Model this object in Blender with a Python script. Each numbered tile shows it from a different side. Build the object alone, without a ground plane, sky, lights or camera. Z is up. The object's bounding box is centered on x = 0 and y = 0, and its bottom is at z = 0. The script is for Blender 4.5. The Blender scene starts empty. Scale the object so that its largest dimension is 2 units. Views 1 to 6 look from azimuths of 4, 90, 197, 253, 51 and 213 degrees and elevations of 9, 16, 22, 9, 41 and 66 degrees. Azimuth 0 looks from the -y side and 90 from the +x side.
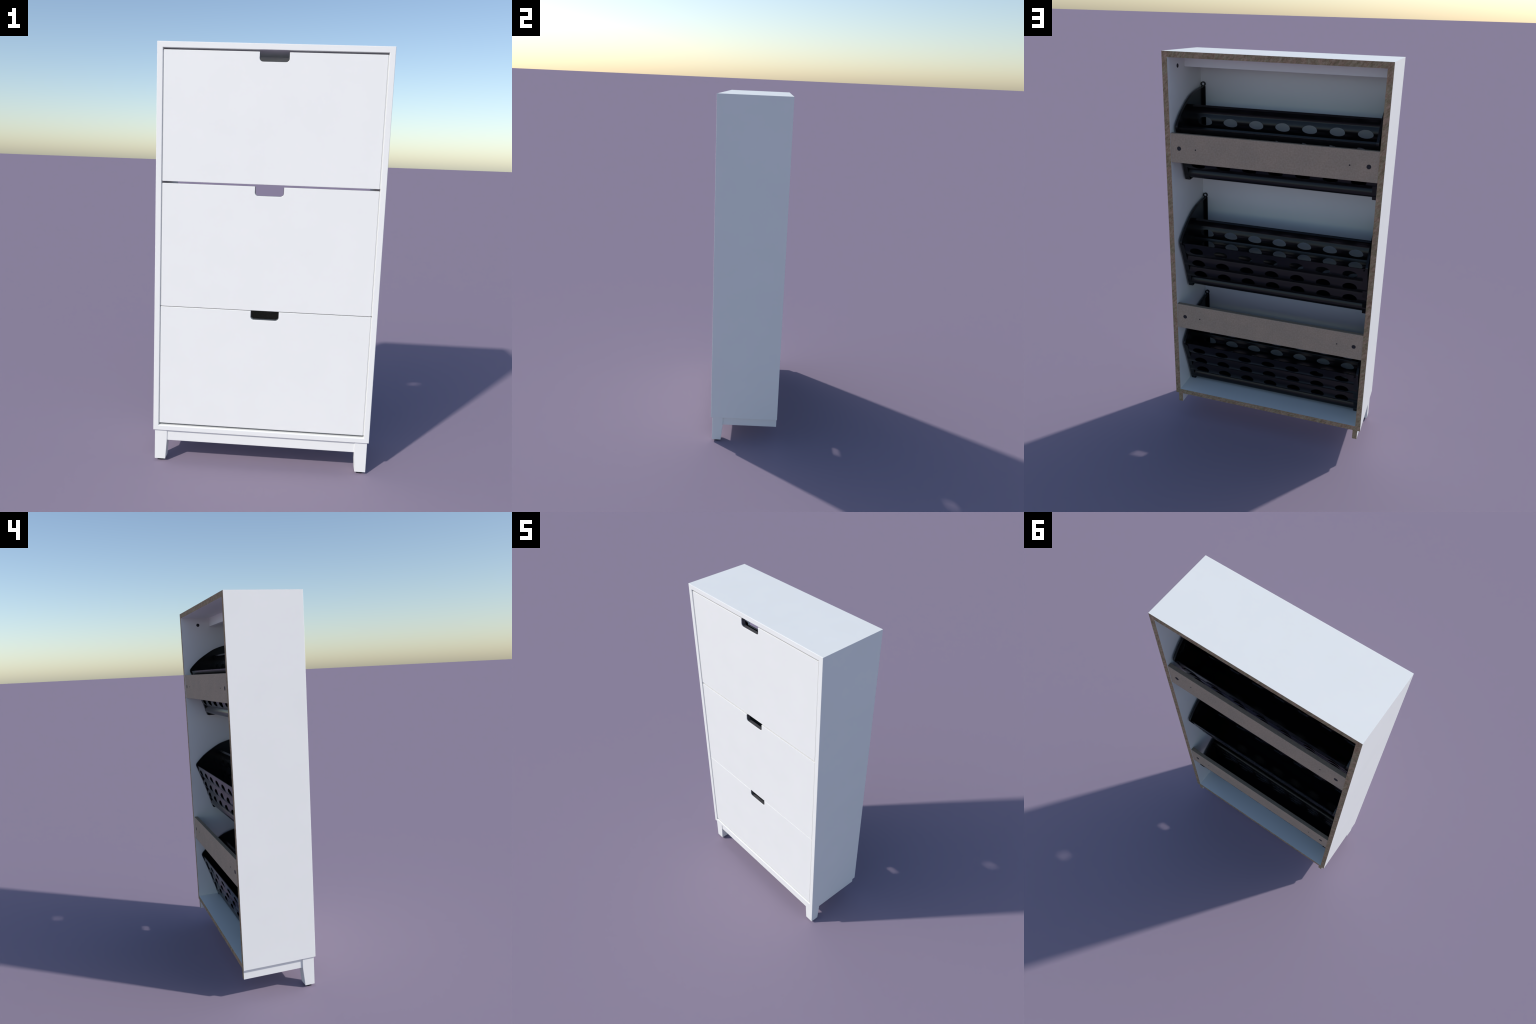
# White three-door tilt-front shoe cabinet with an open back and black perforated plastic baskets.
import bpy, bmesh, math, random
from mathutils import Vector

random.seed(7)

# ----------------------------------------------------------------------------- sizes (metres)
HX, HY = 0.5270, 0.1942          # half width / half depth of the case
Z0, Z1 = 0.1620, 2.0000          # case bottom / top
T = 0.0268                       # board thickness
IX = HX - T                      # inner half width
DOOR_Z = [1.3808, 0.7892, 0.1995]    # bottom of each door
DOOR_H = [0.5842, 0.5822, 0.5872]    # door heights
DOOR_HX = 0.4962
DOOR_Y0, DOOR_Y1 = -0.1911, -0.1680
DOOR_GROOVE = 0.0036                # depth of the shallow groove beside each door
BASKET_Z = [1.3815, 0.7890, 0.1970]
SLAT_Z = [(1.4900, 1.6295), (0.5855, 0.7245)]

# ----------------------------------------------------------------------------- materials
def new_mat(name):
    m = bpy.data.materials.new(name)
    m.use_nodes = True
    nt = m.node_tree
    for n in list(nt.nodes):
        nt.nodes.remove(n)
    out = nt.nodes.new('ShaderNodeOutputMaterial')
    b = nt.nodes.new('ShaderNodeBsdfPrincipled')
    nt.links.new(b.outputs[0], out.inputs[0])
    return m, nt, b

def tex_coord(nt, scale=(1, 1, 1), rot=(0, 0, 0)):
    tc = nt.nodes.new('ShaderNodeTexCoord')
    mp = nt.nodes.new('ShaderNodeMapping')
    mp.inputs['Scale'].default_value = scale
    mp.inputs['Rotation'].default_value = rot
    nt.links.new(tc.outputs['Object'], mp.inputs['Vector'])
    return mp.outputs[0]

def noise(nt, vec, scale, detail=3.0, rough=0.5):
    n = nt.nodes.new('ShaderNodeTexNoise')
    n.inputs['Scale'].default_value = scale
    n.inputs['Detail'].default_value = detail
    n.inputs['Roughness'].default_value = rough
    nt.links.new(vec, n.inputs['Vector'])
    return n.outputs[0]

def ramp(nt, fac, stops):
    r = nt.nodes.new('ShaderNodeValToRGB')
    el = r.color_ramp.elements
    el[0].position, el[0].color = stops[0][0], (*stops[0][1], 1)
    el[1].position, el[1].color = stops[-1][0], (*stops[-1][1], 1)
    for p, c in stops[1:-1]:
        e = el.new(p)
        e.color = (*c, 1)
    nt.links.new(fac, r.inputs[0])
    return r.outputs[0]

def bump(nt, bsdf, height, strength, dist):
    b = nt.nodes.new('ShaderNodeBump')
    b.inputs['Strength'].default_value = strength
    b.inputs['Distance'].default_value = dist
    nt.links.new(height, b.inputs['Height'])
    nt.links.new(b.outputs[0], bsdf.inputs['Normal'])

def mix_color(nt, fac, a, b, mode='MIX'):
    m = nt.nodes.new('ShaderNodeMix')
    m.data_type = 'RGBA'
    m.blend_type = mode
    if isinstance(fac, float):
        m.inputs[0].default_value = fac
    else:
        nt.links.new(fac, m.inputs[0])
    nt.links.new(a, m.inputs[6])
    nt.links.new(b, m.inputs[7])
    return m.outputs[2]

def white_paint():
    m, nt, b = new_mat('white_lacquer')
    v = tex_coord(nt)
    col = ramp(nt, noise(nt, v, 5.0, 4.0), [(0.30, (0.828, 0.834, 0.806)), (0.70, (0.846, 0.850, 0.822))])
    nt.links.new(col, b.inputs['Base Color'])
    b.inputs['Roughness'].default_value = 0.55
    b.inputs['Specular IOR Level'].default_value = 0.30
    bump(nt, b, noise(nt, v, 42.0, 3.0), 0.06, 0.0025)
    return m

def chipboard_edge():
    m, nt, b = new_mat('raw_chipboard_edge')
    v = tex_coord(nt, (1, 1, 1), (0, math.radians(40), 0))
    mp = nt.nodes.new('ShaderNodeMapping')
    mp.inputs['Scale'].default_value = (1.0, 1.0, 0.48)
    nt.links.new(v, mp.inputs['Vector'])
    big = noise(nt, mp.outputs[0], 115.0, 5.0, 0.7)
    hue = noise(nt, mp.outputs[0], 70.0, 2.0, 0.5)
    c1 = ramp(nt, big, [(0.30, (0.215, 0.142, 0.084)), (0.50, (0.365, 0.256, 0.165)), (0.74, (0.520, 0.395, 0.285))])
    c2 = ramp(nt, hue, [(0.35, (0.88, 0.96, 0.86)), (0.65, (1.08, 0.97, 0.96))])
    nt.links.new(mix_color(nt, 1.0, c1, c2, 'MULTIPLY'), b.inputs['Base Color'])
    b.inputs['Roughness'].default_value = 0.85
    b.inputs['Specular IOR Level'].default_value = 0.2
    bump(nt, b, big, 0.5, 0.002)
    return m

def fibreboard(name, lo, hi):
    m, nt, b = new_mat(name)
    v = tex_coord(nt)
    fine = noise(nt, v, 130.0, 4.0, 0.6)
    broad = noise(nt, v, 14.0, 3.0, 0.5)
    c1 = ramp(nt, fine, [(0.30, lo), (0.70, hi)])
    c2 = ramp(nt, broad, [(0.35, (0.95, 0.96, 0.96)), (0.65, (1.03, 1.01, 1.0))])
    nt.links.new(mix_color(nt, 1.0, c1, c2, 'MULTIPLY'), b.inputs['Base Color'])
    b.inputs['Roughness'].default_value = 0.8
    b.inputs['Specular IOR Level'].default_value = 0.2
    bump(nt, b, fine, 0.15, 0.001)
    return m

def plain(name, col, rough, spec=0.5, metal=0.0, grain=None):
    m, nt, b = new_mat(name)
    v = tex_coord(nt)
    lo = tuple(c * 0.86 for c in col)
    hi = tuple(min(1.0, c * 1.14) for c in col)
    nt.links.new(ramp(nt, noise(nt, v, grain or 30.0, 3.0), [(0.35, lo), (0.65, hi)]), b.inputs['Base Color'])
    b.inputs['Roughness'].default_value = rough
    b.inputs['Specular IOR Level'].default_value = spec
    b.inputs['Metallic'].default_value = metal
    return m

WHITE = white_paint()
CHIP = chipboard_edge()
FIBRE = fibreboard('brown_fibreboard', (0.372, 0.280, 0.202), (0.464, 0.360, 0.272))
FIBRE_EDGE = fibreboard('darker_fibreboard_edge', (0.245, 0.190, 0.132), (0.310, 0.245, 0.175))
BLACK = plain('black_plastic', (0.0062, 0.0060, 0.0068), 0.24, 0.36)
LINER = plain('dark_handle_plastic', (0.082, 0.082, 0.088), 0.28, 0.6)
HOLE = plain('dark_cam_hole', (0.028, 0.025, 0.030), 0.6, 0.2)
STEEL = plain('screw_steel', (0.80, 0.80, 0.80), 0.45, 0.5, 0.6)
RUBBER = plain('dark_rubber', (0.03, 0.03, 0.035), 0.7, 0.2)

# ----------------------------------------------------------------------------- helpers
ROOT = bpy.data.objects.new('shoe_cabinet', None)
bpy.context.scene.collection.objects.link(ROOT)
ROOT['label'] = 'tall white shoe cabinet with three flap doors and black baskets'
ROOT['category'] = 'shoe cabinet'

def link(obj, parent=ROOT):
    bpy.context.scene.collection.objects.link(obj)
    obj.parent = parent
    return obj

def area_weighted(me, name):
    """Keep large flat faces flat and put the rounding into the bevels only."""
    tmp = bpy.data.objects.new('tmp', me)
    bpy.context.scene.collection.objects.link(tmp)
    mod = tmp.modifiers.new('weighted', 'WEIGHTED_NORMAL')
    mod.mode = 'FACE_AREA'
    mod.weight = 100
    mod.keep_sharp = True
    dg = bpy.context.evaluated_depsgraph_get()
    res = bpy.data.meshes.new_from_object(tmp.evaluated_get(dg))
    bpy.data.objects.remove(tmp)
    bpy.data.meshes.remove(me)
    res.name = name
    return res

def finish(bm, name, mats, parent=ROOT, smooth=30.0, loc=(0, 0, 0)):
    bmesh.ops.recalc_face_normals(bm, faces=bm.faces[:])
    me = bpy.data.meshes.new(name)
    bm.to_mesh(me)
    bm.free()
    for m in mats:
        me.materials.append(m)
    if smooth:
        me.shade_smooth()
        me.set_sharp_from_angle(angle=math.radians(smooth))
        me = area_weighted(me, name)
    ob = bpy.data.objects.new(name, me)
    ob.location = loc
    return link(ob, parent)

def prism(bm, pts, axis, a, b):
    """Extrude a closed 2D outline along an axis (0=x: pts are (y,z); 1=y: (x,z); 2=z: (x,y))."""
    def place(p, t):
        v = list(p)
        v.insert(axis, t)
        return Vector(v)
    lo = [bm.verts.new(place(p, a)) for p in pts]
    hi = [bm.verts.new(place(p, b)) for p in pts]
    n = len(pts)
    faces = [bm.faces.new(lo), bm.faces.new(hi[::-1])]
    for i in range(n):
        faces.append(bm.faces.new((lo[i], hi[i], hi[(i + 1) % n], lo[(i + 1) % n])))
    bmesh.ops.recalc_face_normals(bm, faces=faces)
    return faces

def bevel_where(bm, test, width, seg=2):
    edges = [e for e in bm.edges if len(e.link_faces) == 2 and test(e)
             and e.calc_face_angle(0.0) > math.radians(20)]
    if edges:
        bmesh.ops.bevel(bm, geom=edges, offset=width, segments=seg, profile=0.5, affect='EDGES', clamp_overlap=True)

def box(bm, x0, x1, y0, y1, z0, z1):
    return prism(bm, [(x0, z0), (x1, z0), (x1, z1), (x0, z1)], 1, y0, y1)

def mid(e):
    return (e.verts[0].co + e.verts[1].co) / 2

def back_faces_to(bm, slot, y):
    bm.normal_update()
    for f in bm.faces:
        if f.normal.y > 0.9 and f.calc_center_median().y > y:
            f.material_index = slot

# ----------------------------------------------------------------------------- case (mitred boards)
def case_board(name, outline, front_round):
    bm = bmesh.new()
    prism(bm, outline, 1, -HY, HY)
    def mitre(e):
        d = (e.verts[0].co - e.verts[1].co)
        return abs(d.y) < 1e-6 and abs(d.x) > 1e-4 and abs(d.z) > 1e-4
    def front_edge(e):
        return not mitre(e) and mid(e).y < -HY + 1e-4
    def inner_front(e):
        m = mid(e)
        inside = abs(m.x) < HX - 1e-3 and Z0 + 1e-3 < m.z < Z1 - 1e-3
        return front_edge(e) and inside
    if front_round:
        bevel_where(bm, inner_front, front_round, 4)
    bevel_where(bm, lambda e: front_edge(e) and not inner_front(e) and
                (abs(mid(e).x) > HX - 1e-4 or mid(e).z > Z1 - 1e-4 or mid(e).z < Z0 + 1e-4), 0.0022, 3)
    back_faces_to(bm, 1, HY - 1e-4)
    return finish(bm, name, [WHITE, CHIP], smooth=35)

case_board('side_panel', [(-HX, Z0), (-IX, Z0 + T), (-IX, Z1 - T), (-HX, Z1)], 0.0026)
case_board('side_panel', [(HX, Z0), (HX, Z1), (IX, Z1 - T), (IX, Z0 + T)], 0.0026)
case_board('top_panel', [(-HX, Z1), (-IX, Z1 - T), (IX, Z1 - T), (HX, Z1)], 0.0018)
case_board('bottom_panel', [(-HX, Z0), (HX, Z0), (IX, Z0 + T), (-IX, Z0 + T)], 0.0060)

# stiffening rail hanging under the top board
bm = bmesh.new()
box(bm, -IX + 0.0004, IX - 0.0004, -0.0080, 0.0172, 1.9215, Z1 - T - 0.0004)
bevel_where(bm, lambda e: mid(e).z < 1.93, 0.001, 2)
finish(bm, 'top_rail', [WHITE])

# ----------------------------------------------------------------------------- raw back slats
def disc_part(name, mat, parent, centre, normal_axis, sign, radius, depth):
    bm = bmesh.new()
    n = 24
    pts = [(radius * math.cos(2 * math.pi * i / n), radius * math.sin(2 * math.pi * i / n)) for i in range(n)]
    prism(bm, pts, normal_axis, -depth * 2, depth)
    if sign < 0:
        bmesh.ops.scale(bm, vec=[-1 if i == normal_axis else 1 for i in range(3)], verts=bm.verts[:])
    return finish(bm, name, [mat], parent, 30, centre)

SLAT_Y0, SLAT_Y1 = 0.1705, 0.1918
for lo, hi in SLAT_Z:
    bm = bmesh.new()
    box(bm, -IX + 0.0004, IX - 0.0004, SLAT_Y0, SLAT_Y1, lo, hi)
    bevel_where(bm, lambda e: abs(mid(e).x) < IX - 0.01, 0.0008, 1)
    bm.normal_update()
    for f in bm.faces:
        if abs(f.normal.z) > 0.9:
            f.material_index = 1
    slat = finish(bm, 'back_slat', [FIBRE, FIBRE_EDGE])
    zc = (lo + hi) / 2 - 0.0008
    for s in (-1, 1):
        disc_part('cam_lock_hole', HOLE, slat, (0.4565 * s, SLAT_Y1, zc), 1, 1, 0.0104, 0.0006)
        disc_part('pin_hole', HOLE, slat, (0.3712 * s, SLAT_Y1, zc), 1, 1, 0.0034, 0.0006)

for s in (-1, 1):
    disc_part('cam_lock_hole', HOLE, ROOT, (s * IX, 0.0900, 1.9300), 0, -s, 0.0098, 0.0006)

# ----------------------------------------------------------------------------- doors with notched finger grips
NOTCH_HX, NOTCH_D, NOTCH_R = 0.0664, 0.0426, 0.0155

def notch_path(hx, depth, r, n=7):
    """Open path down, round, across, round and up, from the left top to the right top (z below door top)."""
    pts = [(-hx, 0.0)]
    for i in range(n + 1):
        a = math.pi + (math.pi / 2) * i / n
        pts.append((-hx + r + r * math.cos(a), -depth + r + r * math.sin(a)))
    for i in range(n + 1):
        a = 1.5 * math.pi + (math.pi / 2) * i / n
        pts.append((hx - r + r * math.cos(a), -depth + r + r * math.sin(a)))
    pts.append((hx, 0.0))
    return pts

def door_mesh(h):
    bm = bmesh.new()
    out = [(-DOOR_HX, 0), (DOOR_HX, 0), (DOOR_HX, h)]
    out += [(x, h + z) for x, z in reversed(notch_path(NOTCH_HX, NOTCH_D, NOTCH_R))]
    out += [(-DOOR_HX, h)]
    prism(bm, out, 1, DOOR_Y0, DOOR_Y1)
    bevel_where(bm, lambda e: mid(e).y < DOOR_Y0 + 1e-4, 0.0020, 3)
    bevel_where(bm, lambda e: mid(e).y > DOOR_Y1 - 1e-4, 0.0008, 1)
    for m in (-1, 1):                             # rebated side lips that close the gap to the case
        xa, xb = sorted((m * (DOOR_HX - 0.004), m * (IX - 0.0003)))
        box(bm, xa, xb, DOOR_Y0 + DOOR_GROOVE, DOOR_Y1 - 0.0006, 0.0015, h - 0.0015)
    return bm

def liner_mesh():
    bm = bmesh.new()
    outer = notch_path(NOTCH_HX - 0.0002, NOTCH_D - 0.0002, NOTCH_R)
    inner = notch_path(NOTCH_HX - 0.0018, NOTCH_D - 0.0018, NOTCH_R - 0.0016)
    a, b = DOOR_Y0 + 0.0028, DOOR_Y1 - 0.0004
    rows = []
    for path, y in ((outer, a), (inner, a + 0.0008), (inner, b), (outer, b)):
        rows.append([bm.verts.new((x, y, -0.0012 + min(z, 0.0))) for x, z in path])
    for r in range(4):
        p, q = rows[r], rows[(r + 1) % 4]
        for i in range(len(p) - 1):
            bm.faces.new((p[i], p[i + 1], q[i + 1], q[i]))
    for i in (0, -1):
        bm.faces.new([rows[r][i] for r in range(4)])
    return bm

liner0 = None
for z, h in zip(DOOR_Z, DOOR_H):
    door = finish(door_mesh(h), 'flap_door', [WHITE], smooth=32, loc=(0, 0, z))
    if liner0 is None:
        liner0 = finish(liner_mesh(), 'handle_liner', [LINER], door, 40, (0, 0, h))
    else:
        link(liner0.copy(), door).location = (0, 0, h)

# ----------------------------------------------------------------------------- base frame and legs
def leg_mesh(s):
    bm = bmesh.new()
    def ring(z, xi, yi):
        return [bm.verts.new((s * x, y, z)) for x, y in ((0.5198, -0.1868), (0.5198, yi), (xi, yi), (xi, -0.1868))]
    levels = [ring(0.0088, 0.4670, -0.1348), ring(0.1080, 0.4600, -0.1245), ring(0.1622, 0.4594, -0.1242)]
    for a, b in zip(levels, levels[1:]):
        for i in range(4):
            bm.faces.new((a[i], a[(i + 1) % 4], b[(i + 1) % 4], b[i]))
    bm.faces.new(levels[0])
    bm.faces.new(levels[-1])
    bmesh.ops.recalc_face_normals(bm, faces=bm.faces[:])
    bevel_where(bm, lambda e: mid(e).z < 0.16, 0.0015, 2)
    return bm

for s in (-1, 1):
    leg = finish(leg_mesh(s), 'leg', [WHITE], smooth=35)
    bm = bmesh.new()
    n = 20
    prism(bm, [(0.4935 * s + 0.019 * math.cos(2 * math.pi * i / n), -0.160 + 0.019 * math.sin(2 * math.pi * i / n))
               for i in range(n)], 2, 0.0, 0.0092)
    finish(bm, 'foot_glide', [RUBBER], leg, 40)
    bm = bmesh.new()
    xa, xb = sorted((0.4880 * s, 0.5125 * s))
    box(bm, xa, xb, -0.1250, 0.1915, 0.1072, Z0 + 0.0003)
    bevel_where(bm, lambda e: mid(e).z < 0.15 and mid(e).y < 0.19, 0.0012, 2)
    back_faces_to(bm, 1, 0.19)
    finish(bm, 'base_side_rail', [WHITE, CHIP])

bm = bmesh.new()
box(bm, -0.4605, 0.4605, -0.1830, -0.1600, 0.1075, Z0 + 0.0003)
bevel_where(bm, lambda e: mid(e).z < 0.15, 0.0012, 2)
finish(bm, 'base_front_rail', [WHITE])

# ----------------------------------------------------------------------------- perforated basket panels
PITCH_X = 0.1340
HOLE_A, HOLE_B = 0.0365, 0.0212      # half width / half height of a vent hole
SCALLOP = 0.0125

def catmull(points, per=6):
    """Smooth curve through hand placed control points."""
    out = []
    n = len(points)
    for i in range(n - 1):
        p0, p1 = points[max(i - 1, 0)], points[i]
        p2, p3 = points[i + 1], points[min(i + 2, n - 1)]
        for k in range(per):
            t = k / per
            out.append(tuple(0.5 * (2 * b + (c - a) * t + (2 * a - 5 * b + 4 * c - d) * t * t +
                                    (3 * b - a - 3 * c + d) * t ** 3)
                             for a, b, c, d in zip(p0, p1, p2, p3)))
    out.append(points[-1])
    return out

def arc_lookup(poly):
    """Return (length, f) with f(s) -> point and outward normal on a polyline in (y, z)."""
    cum = [0.0]
    for a, b in zip(poly, poly[1:]):
        cum.append(cum[-1] + math.dist(a, b))
    def f(s):
        s = min(max(s, 0.0), cum[-1])
        i = 0
        while i < len(cum) - 2 and cum[i + 1] < s:
            i += 1
        t = (s - cum[i]) / max(cum[i + 1] - cum[i], 1e-9)
        a, b = poly[i], poly[i + 1]
        dy, dz = b[0] - a[0], b[1] - a[1]
        l = math.hypot(dy, dz)
        return (a[0] + dy * t, a[1] + dz * t), (-dz / l, dy / l)   # path runs downwards: outward is +y
    return cum[-1], f

def perforated_panel(name, poly, rows, half_x, thick):
    """rows: list of (s0, s1, kind) with kind 'holes', 'scallop' or 'flat' along the profile poly."""
    length, f = arc_lookup(poly)
    bm = bmesh.new()
    side = 12                                    # subdivisions of each cell side
    def surf(x, s):
        (y, z), (ny, nz) = f(s)
        off = 0.0
        for s0, s1, kind in rows:
            if s0 <= s <= s1 and kind != 'flat':
                t = (s - s0) / (s1 - s0)
                wave = math.sin(math.pi * t ** 1.04) if 0 < t < 1 else 0.0
                off = SCALLOP * wave
                if kind == 'recess':              # plain hollow band below the top lip of the divider
                    off = 0.0130 * (1 - t) ** 1.5 - 0.004 * wave
                elif kind == 'top_holes' and t < 0.55:
                    off = SCALLOP * max(wave, 0.72 + 0.28 * t / 0.55)
        return Vector((x, y + ny * (off - SCALLOP), z + nz * (off - SCALLOP)))
    def grid(xs, ss):
        vs = [[bm.verts.new(surf(x, s)) for x in xs] for s in ss]
        for j in range(len(ss) - 1):
            for i in range(len(xs) - 1):
                bm.faces.new((vs[j][i], vs[j][i + 1], vs[j + 1][i + 1], vs[j + 1][i]))
    edges_x = [(k - 3.5) * PITCH_X for k in range(8)]
    fine_x = []
    for k in range(7):
        fine_x += [edges_x[k] + PITCH_X * i / side for i in range(side)]
    fine_x.append(edges_x[-1])
    for s0, s1, kind in rows:
        ss = [s0 + (s1 - s0) * j / side for j in range(side + 1)]
        for m in (-1, 1):                        # end margins reaching into the cheeks
            grid(sorted((m * 3.5 * PITCH_X, m * half_x)), ss)
        if not kind.endswith('holes'):
            grid(fine_x, ss)
            continue
        sc = (s0 + s1) / 2
        for k in range(7):
            xc = (edges_x[k] + edges_x[k + 1]) / 2
            hw, hh = PITCH_X / 2, (s1 - s0) / 2
            rim = []
            for i in range(side):
                rim.append((-hw + 2 * hw * i / side, -hh))
            for i in range(side):
                rim.append((hw, -hh + 2 * hh * i / side))
            for i in range(side):
                rim.append((hw - 2 * hw * i / side, hh))
            for i in range(side):
                rim.append((-hw, hh - 2 * hh * i / side))
            loops = []
            rings = 6
            for r in range(rings + 1):
                w = r / rings
                loop = []
                for i, (u, v) in enumerate(rim):
                    a = math.atan2(v / hh, u / hw)
                    eu, ev = HOLE_A * math.cos(a), HOLE_B * math.sin(a)
                    loop.append(bm.verts.new(surf(xc + eu + (u - eu) * w, sc + ev + (v - ev) * w)))
                loops.append(loop)
            n = len(rim)
            for r in range(rings):
                for i in range(n):
                    bm.faces.new((loops[r][i], loops[r][(i + 1) % n], loops[r + 1][(i + 1) % n], loops[r + 1][i]))
    bmesh.ops.remove_doubles(bm, verts=bm.verts[:], dist=1e-5)
    bmesh.ops.recalc_face_normals(bm, faces=bm.faces[:])
    me = bpy.data.meshes.new(name)
    bm.to_mesh(me)
    bm.free()
    me.materials.append(BLACK)
    ob = bpy.data.objects.new(name, me)
    bpy.context.scene.collection.objects.link(ob)
    mod = ob.modifiers.new('thickness', 'SOLIDIFY')
    mod.thickness = thick
    mod.offset = 0.0
    dg = bpy.context.evaluated_depsgraph_get()
    solid = bpy.data.meshes.new_from_object(ob.evaluated_get(dg))
    bpy.data.objects.remove(ob)
    solid.name = name
    solid.shade_smooth()
    solid.set_sharp_from_angle(angle=math.radians(38))
    return solid

def split_rows(heights, poly, kinds):
    """Convert z heights along the profile into arc length rows."""
    length, f = arc_lookup(poly)
    def s_at(z):
        lo, hi = 0.0, length
        for _ in range(40):
            m = (lo + hi) / 2
            if f(m)[0][1] > z:
                lo = m
            else:
                hi = m
        return lo
    ss = [0.0] + [s_at(z) for z in heights] + [length]
    return [(a, b, k) for a, b, k in zip(ss, ss[1:], kinds)]

# back panel: leans in towards the bottom and turns under into a floor (local z from the door bottom)
lean = [(0.1578, 0.2700), (0.1323, 0.1900), (0.1095, 0.1190), (0.0868, 0.0470), (0.0758, 0.0130)]
floor = catmull([(0.0758, 0.0130), (0.0705, 0.0030), (0.0600, -0.0020), (0.0300, -0.0030), (-0.1560, -0.0030)], 5)
back_poly = lean + floor[1:]
back_rows = split_rows([0.1880, 0.1170, 0.0465, 0.0005], back_poly, ['top_holes', 'holes', 'holes', 'scallop', 'flat'])
back_mesh = perforated_panel('shoe_basket', back_poly, back_rows, 0.4852, 0.0036)

div_poly = [(0.0045, 0.3600)] + [(0.0158 - 0.165 * (0.3580 - z), z) for z in (0.3580, 0.30, 0.22, 0.14, 0.08, -0.0005)]
div_rows = split_rows([0.3170, 0.2465, 0.1760, 0.1055], div_poly, ['recess', 'holes', 'holes', 'holes', 'flat'])
divider_mesh = perforated_panel('divider_panel', div_poly, div_rows, 0.4852, 0.0036)

# side cheek: quarter fan plate with an inward rim
fan = catmull([(-0.1640, 0.4330), (-0.1450, 0.4325), (-0.0680, 0.4200), (-0.0080, 0.4030), (0.0350, 0.3820),
               (0.0960, 0.3430), (0.1300, 0.3140), (0.1480, 0.2960)], 4)
tip = catmull([(0.1480, 0.2960), (0.1590, 0.2830), (0.1618, 0.2720), (0.1590, 0.2600)], 4)[1:]
CHEEK = fan + tip + [(0.1240, 0.1660), (0.0970, 0.0830), (0.0700, -0.0050), (0.0630, -0.0075),
                     (-0.1500, -0.0030), (-0.1640, 0.0130)]

def offset_outline(pts, d):
    out = []
    n = len(pts)
    area = sum(pts[i][0] * pts[(i + 1) % n][1] - pts[(i + 1) % n][0] * pts[i][1] for i in range(n))
    sg = 1 if area > 0 else -1
    for i in range(n):
        p, a, b = Vector(pts[i]), Vector(pts[i - 1]), Vector(pts[(i + 1) % n])
        e1, e2 = (p - a).normalized(), (b - p).normalized()
        n1, n2 = Vector((-e1.y, e1.x)) * sg, Vector((-e2.y, e2.x)) * sg
        m = (n1 + n2).normalized()
        out.append(tuple(p + m * (d / max(m.dot(n1), 0.4))))
    return out

def cheek_mesh(s):
    bm = bmesh.new()
    XO, XP = 0.4880, 0.4850                       # outer face, inner face of the plate
    inner = offset_outline(CHEEK, 0.0036)
    n = len(CHEEK)
    def rim_x(p):                                  # the rim is widest along the leaning back edge
        y, z = p
        return 0.4655 if (z < 0.262 and y > 0.06) else (0.4718 if y < -0.155 else 0.4762)
    o = [bm.verts.new((s * XO, y, z)) for y, z in CHEEK]
    r = [bm.verts.new((s * rim_x(p), *p)) for p in CHEEK]
    ri = [bm.verts.new((s * rim_x(p), *q)) for p, q in zip(CHEEK, inner)]
    pi = [bm.verts.new((s * XP, *q)) for q in inner]
    for i in range(n):
        j = (i + 1) % n
        bm.faces.new((o[i], o[j], r[j], r[i]))
        bm.faces.new((r[i], r[j], ri[j], ri[i]))
        bm.faces.new((ri[i], ri[j], pi[j], pi[i]))
    bm.faces.new(o)
    bm.faces.new(pi[::-1])
    # small moulded rib on the inside of the plate
    prism(bm, [(0.066, 0.301), (0.0685, 0.303), (0.0985, 0.261), (0.096, 0.259)], 0, s * 0.4858, s * 0.4825)
    # screw tab: round boss flat against the door
    m = 20
    ring_o = [(0.4838 * s + 0.0125 * math.cos(2 * math.pi * i / m), 0.4430 + 0.0125 * math.sin(2 * math.pi * i / m)) for i in range(m)]
    ring_i = [(0.4838 * s + 0.0075 * math.cos(2 * math.pi * i / m), 0.4430 + 0.0075 * math.sin(2 * math.pi * i / m)) for i in range(m)]
    ya, yb = -0.1676, -0.1575
    A = [bm.verts.new((x, yb, z)) for x, z in ring_o]
    B = [bm.verts.new((x, yb, z)) for x, z in ring_i]
    Cc = [bm.verts.new((x, ya, z)) for x, z in ring_o]
    D = [bm.verts.new((x, ya, z)) for x, z in ring_i]
    for i in range(m):
        j = (i + 1) % m
        bm.faces.new((A[i], A[j], B[j], B[i]))
        bm.faces.new((A[i], A[j], Cc[j], Cc[i]))
        bm.faces.new((B[i], B[j], D[j], D[i]))
        bm.faces.new((Cc[i], Cc[j], D[j], D[i]))
    return bm

def screw_mesh(s):
    bm = bmesh.new()
    m = 16
    c = (0.4838 * s, 0.4430)
    prism(bm, [(c[0] + 0.0072 * math.cos(2 * math.pi * i / m), c[1] + 0.0072 * math.sin(2 * math.pi * i / m)) for i in range(m)],
          1, -0.1676, -0.1605)
    bevel_where(bm, lambda e: mid(e).y > -0.161, 0.0018, 2)
    return bm

proto = None
for z in BASKET_Z:
    basket = link(bpy.data.objects.new('shoe_basket', back_mesh))
    basket.location = (0, 0, z)
    link(bpy.data.objects.new('divider_panel', divider_mesh), basket)
    if proto is None:
        proto = []
        for s in (-1, 1):
            proto.append(finish(cheek_mesh(s), 'basket_cheek', [BLACK], basket, 28))
            proto.append(finish(screw_mesh(s), 'mounting_screw', [STEEL], basket, 35))
    else:
        for p in proto:
            link(p.copy(), basket)
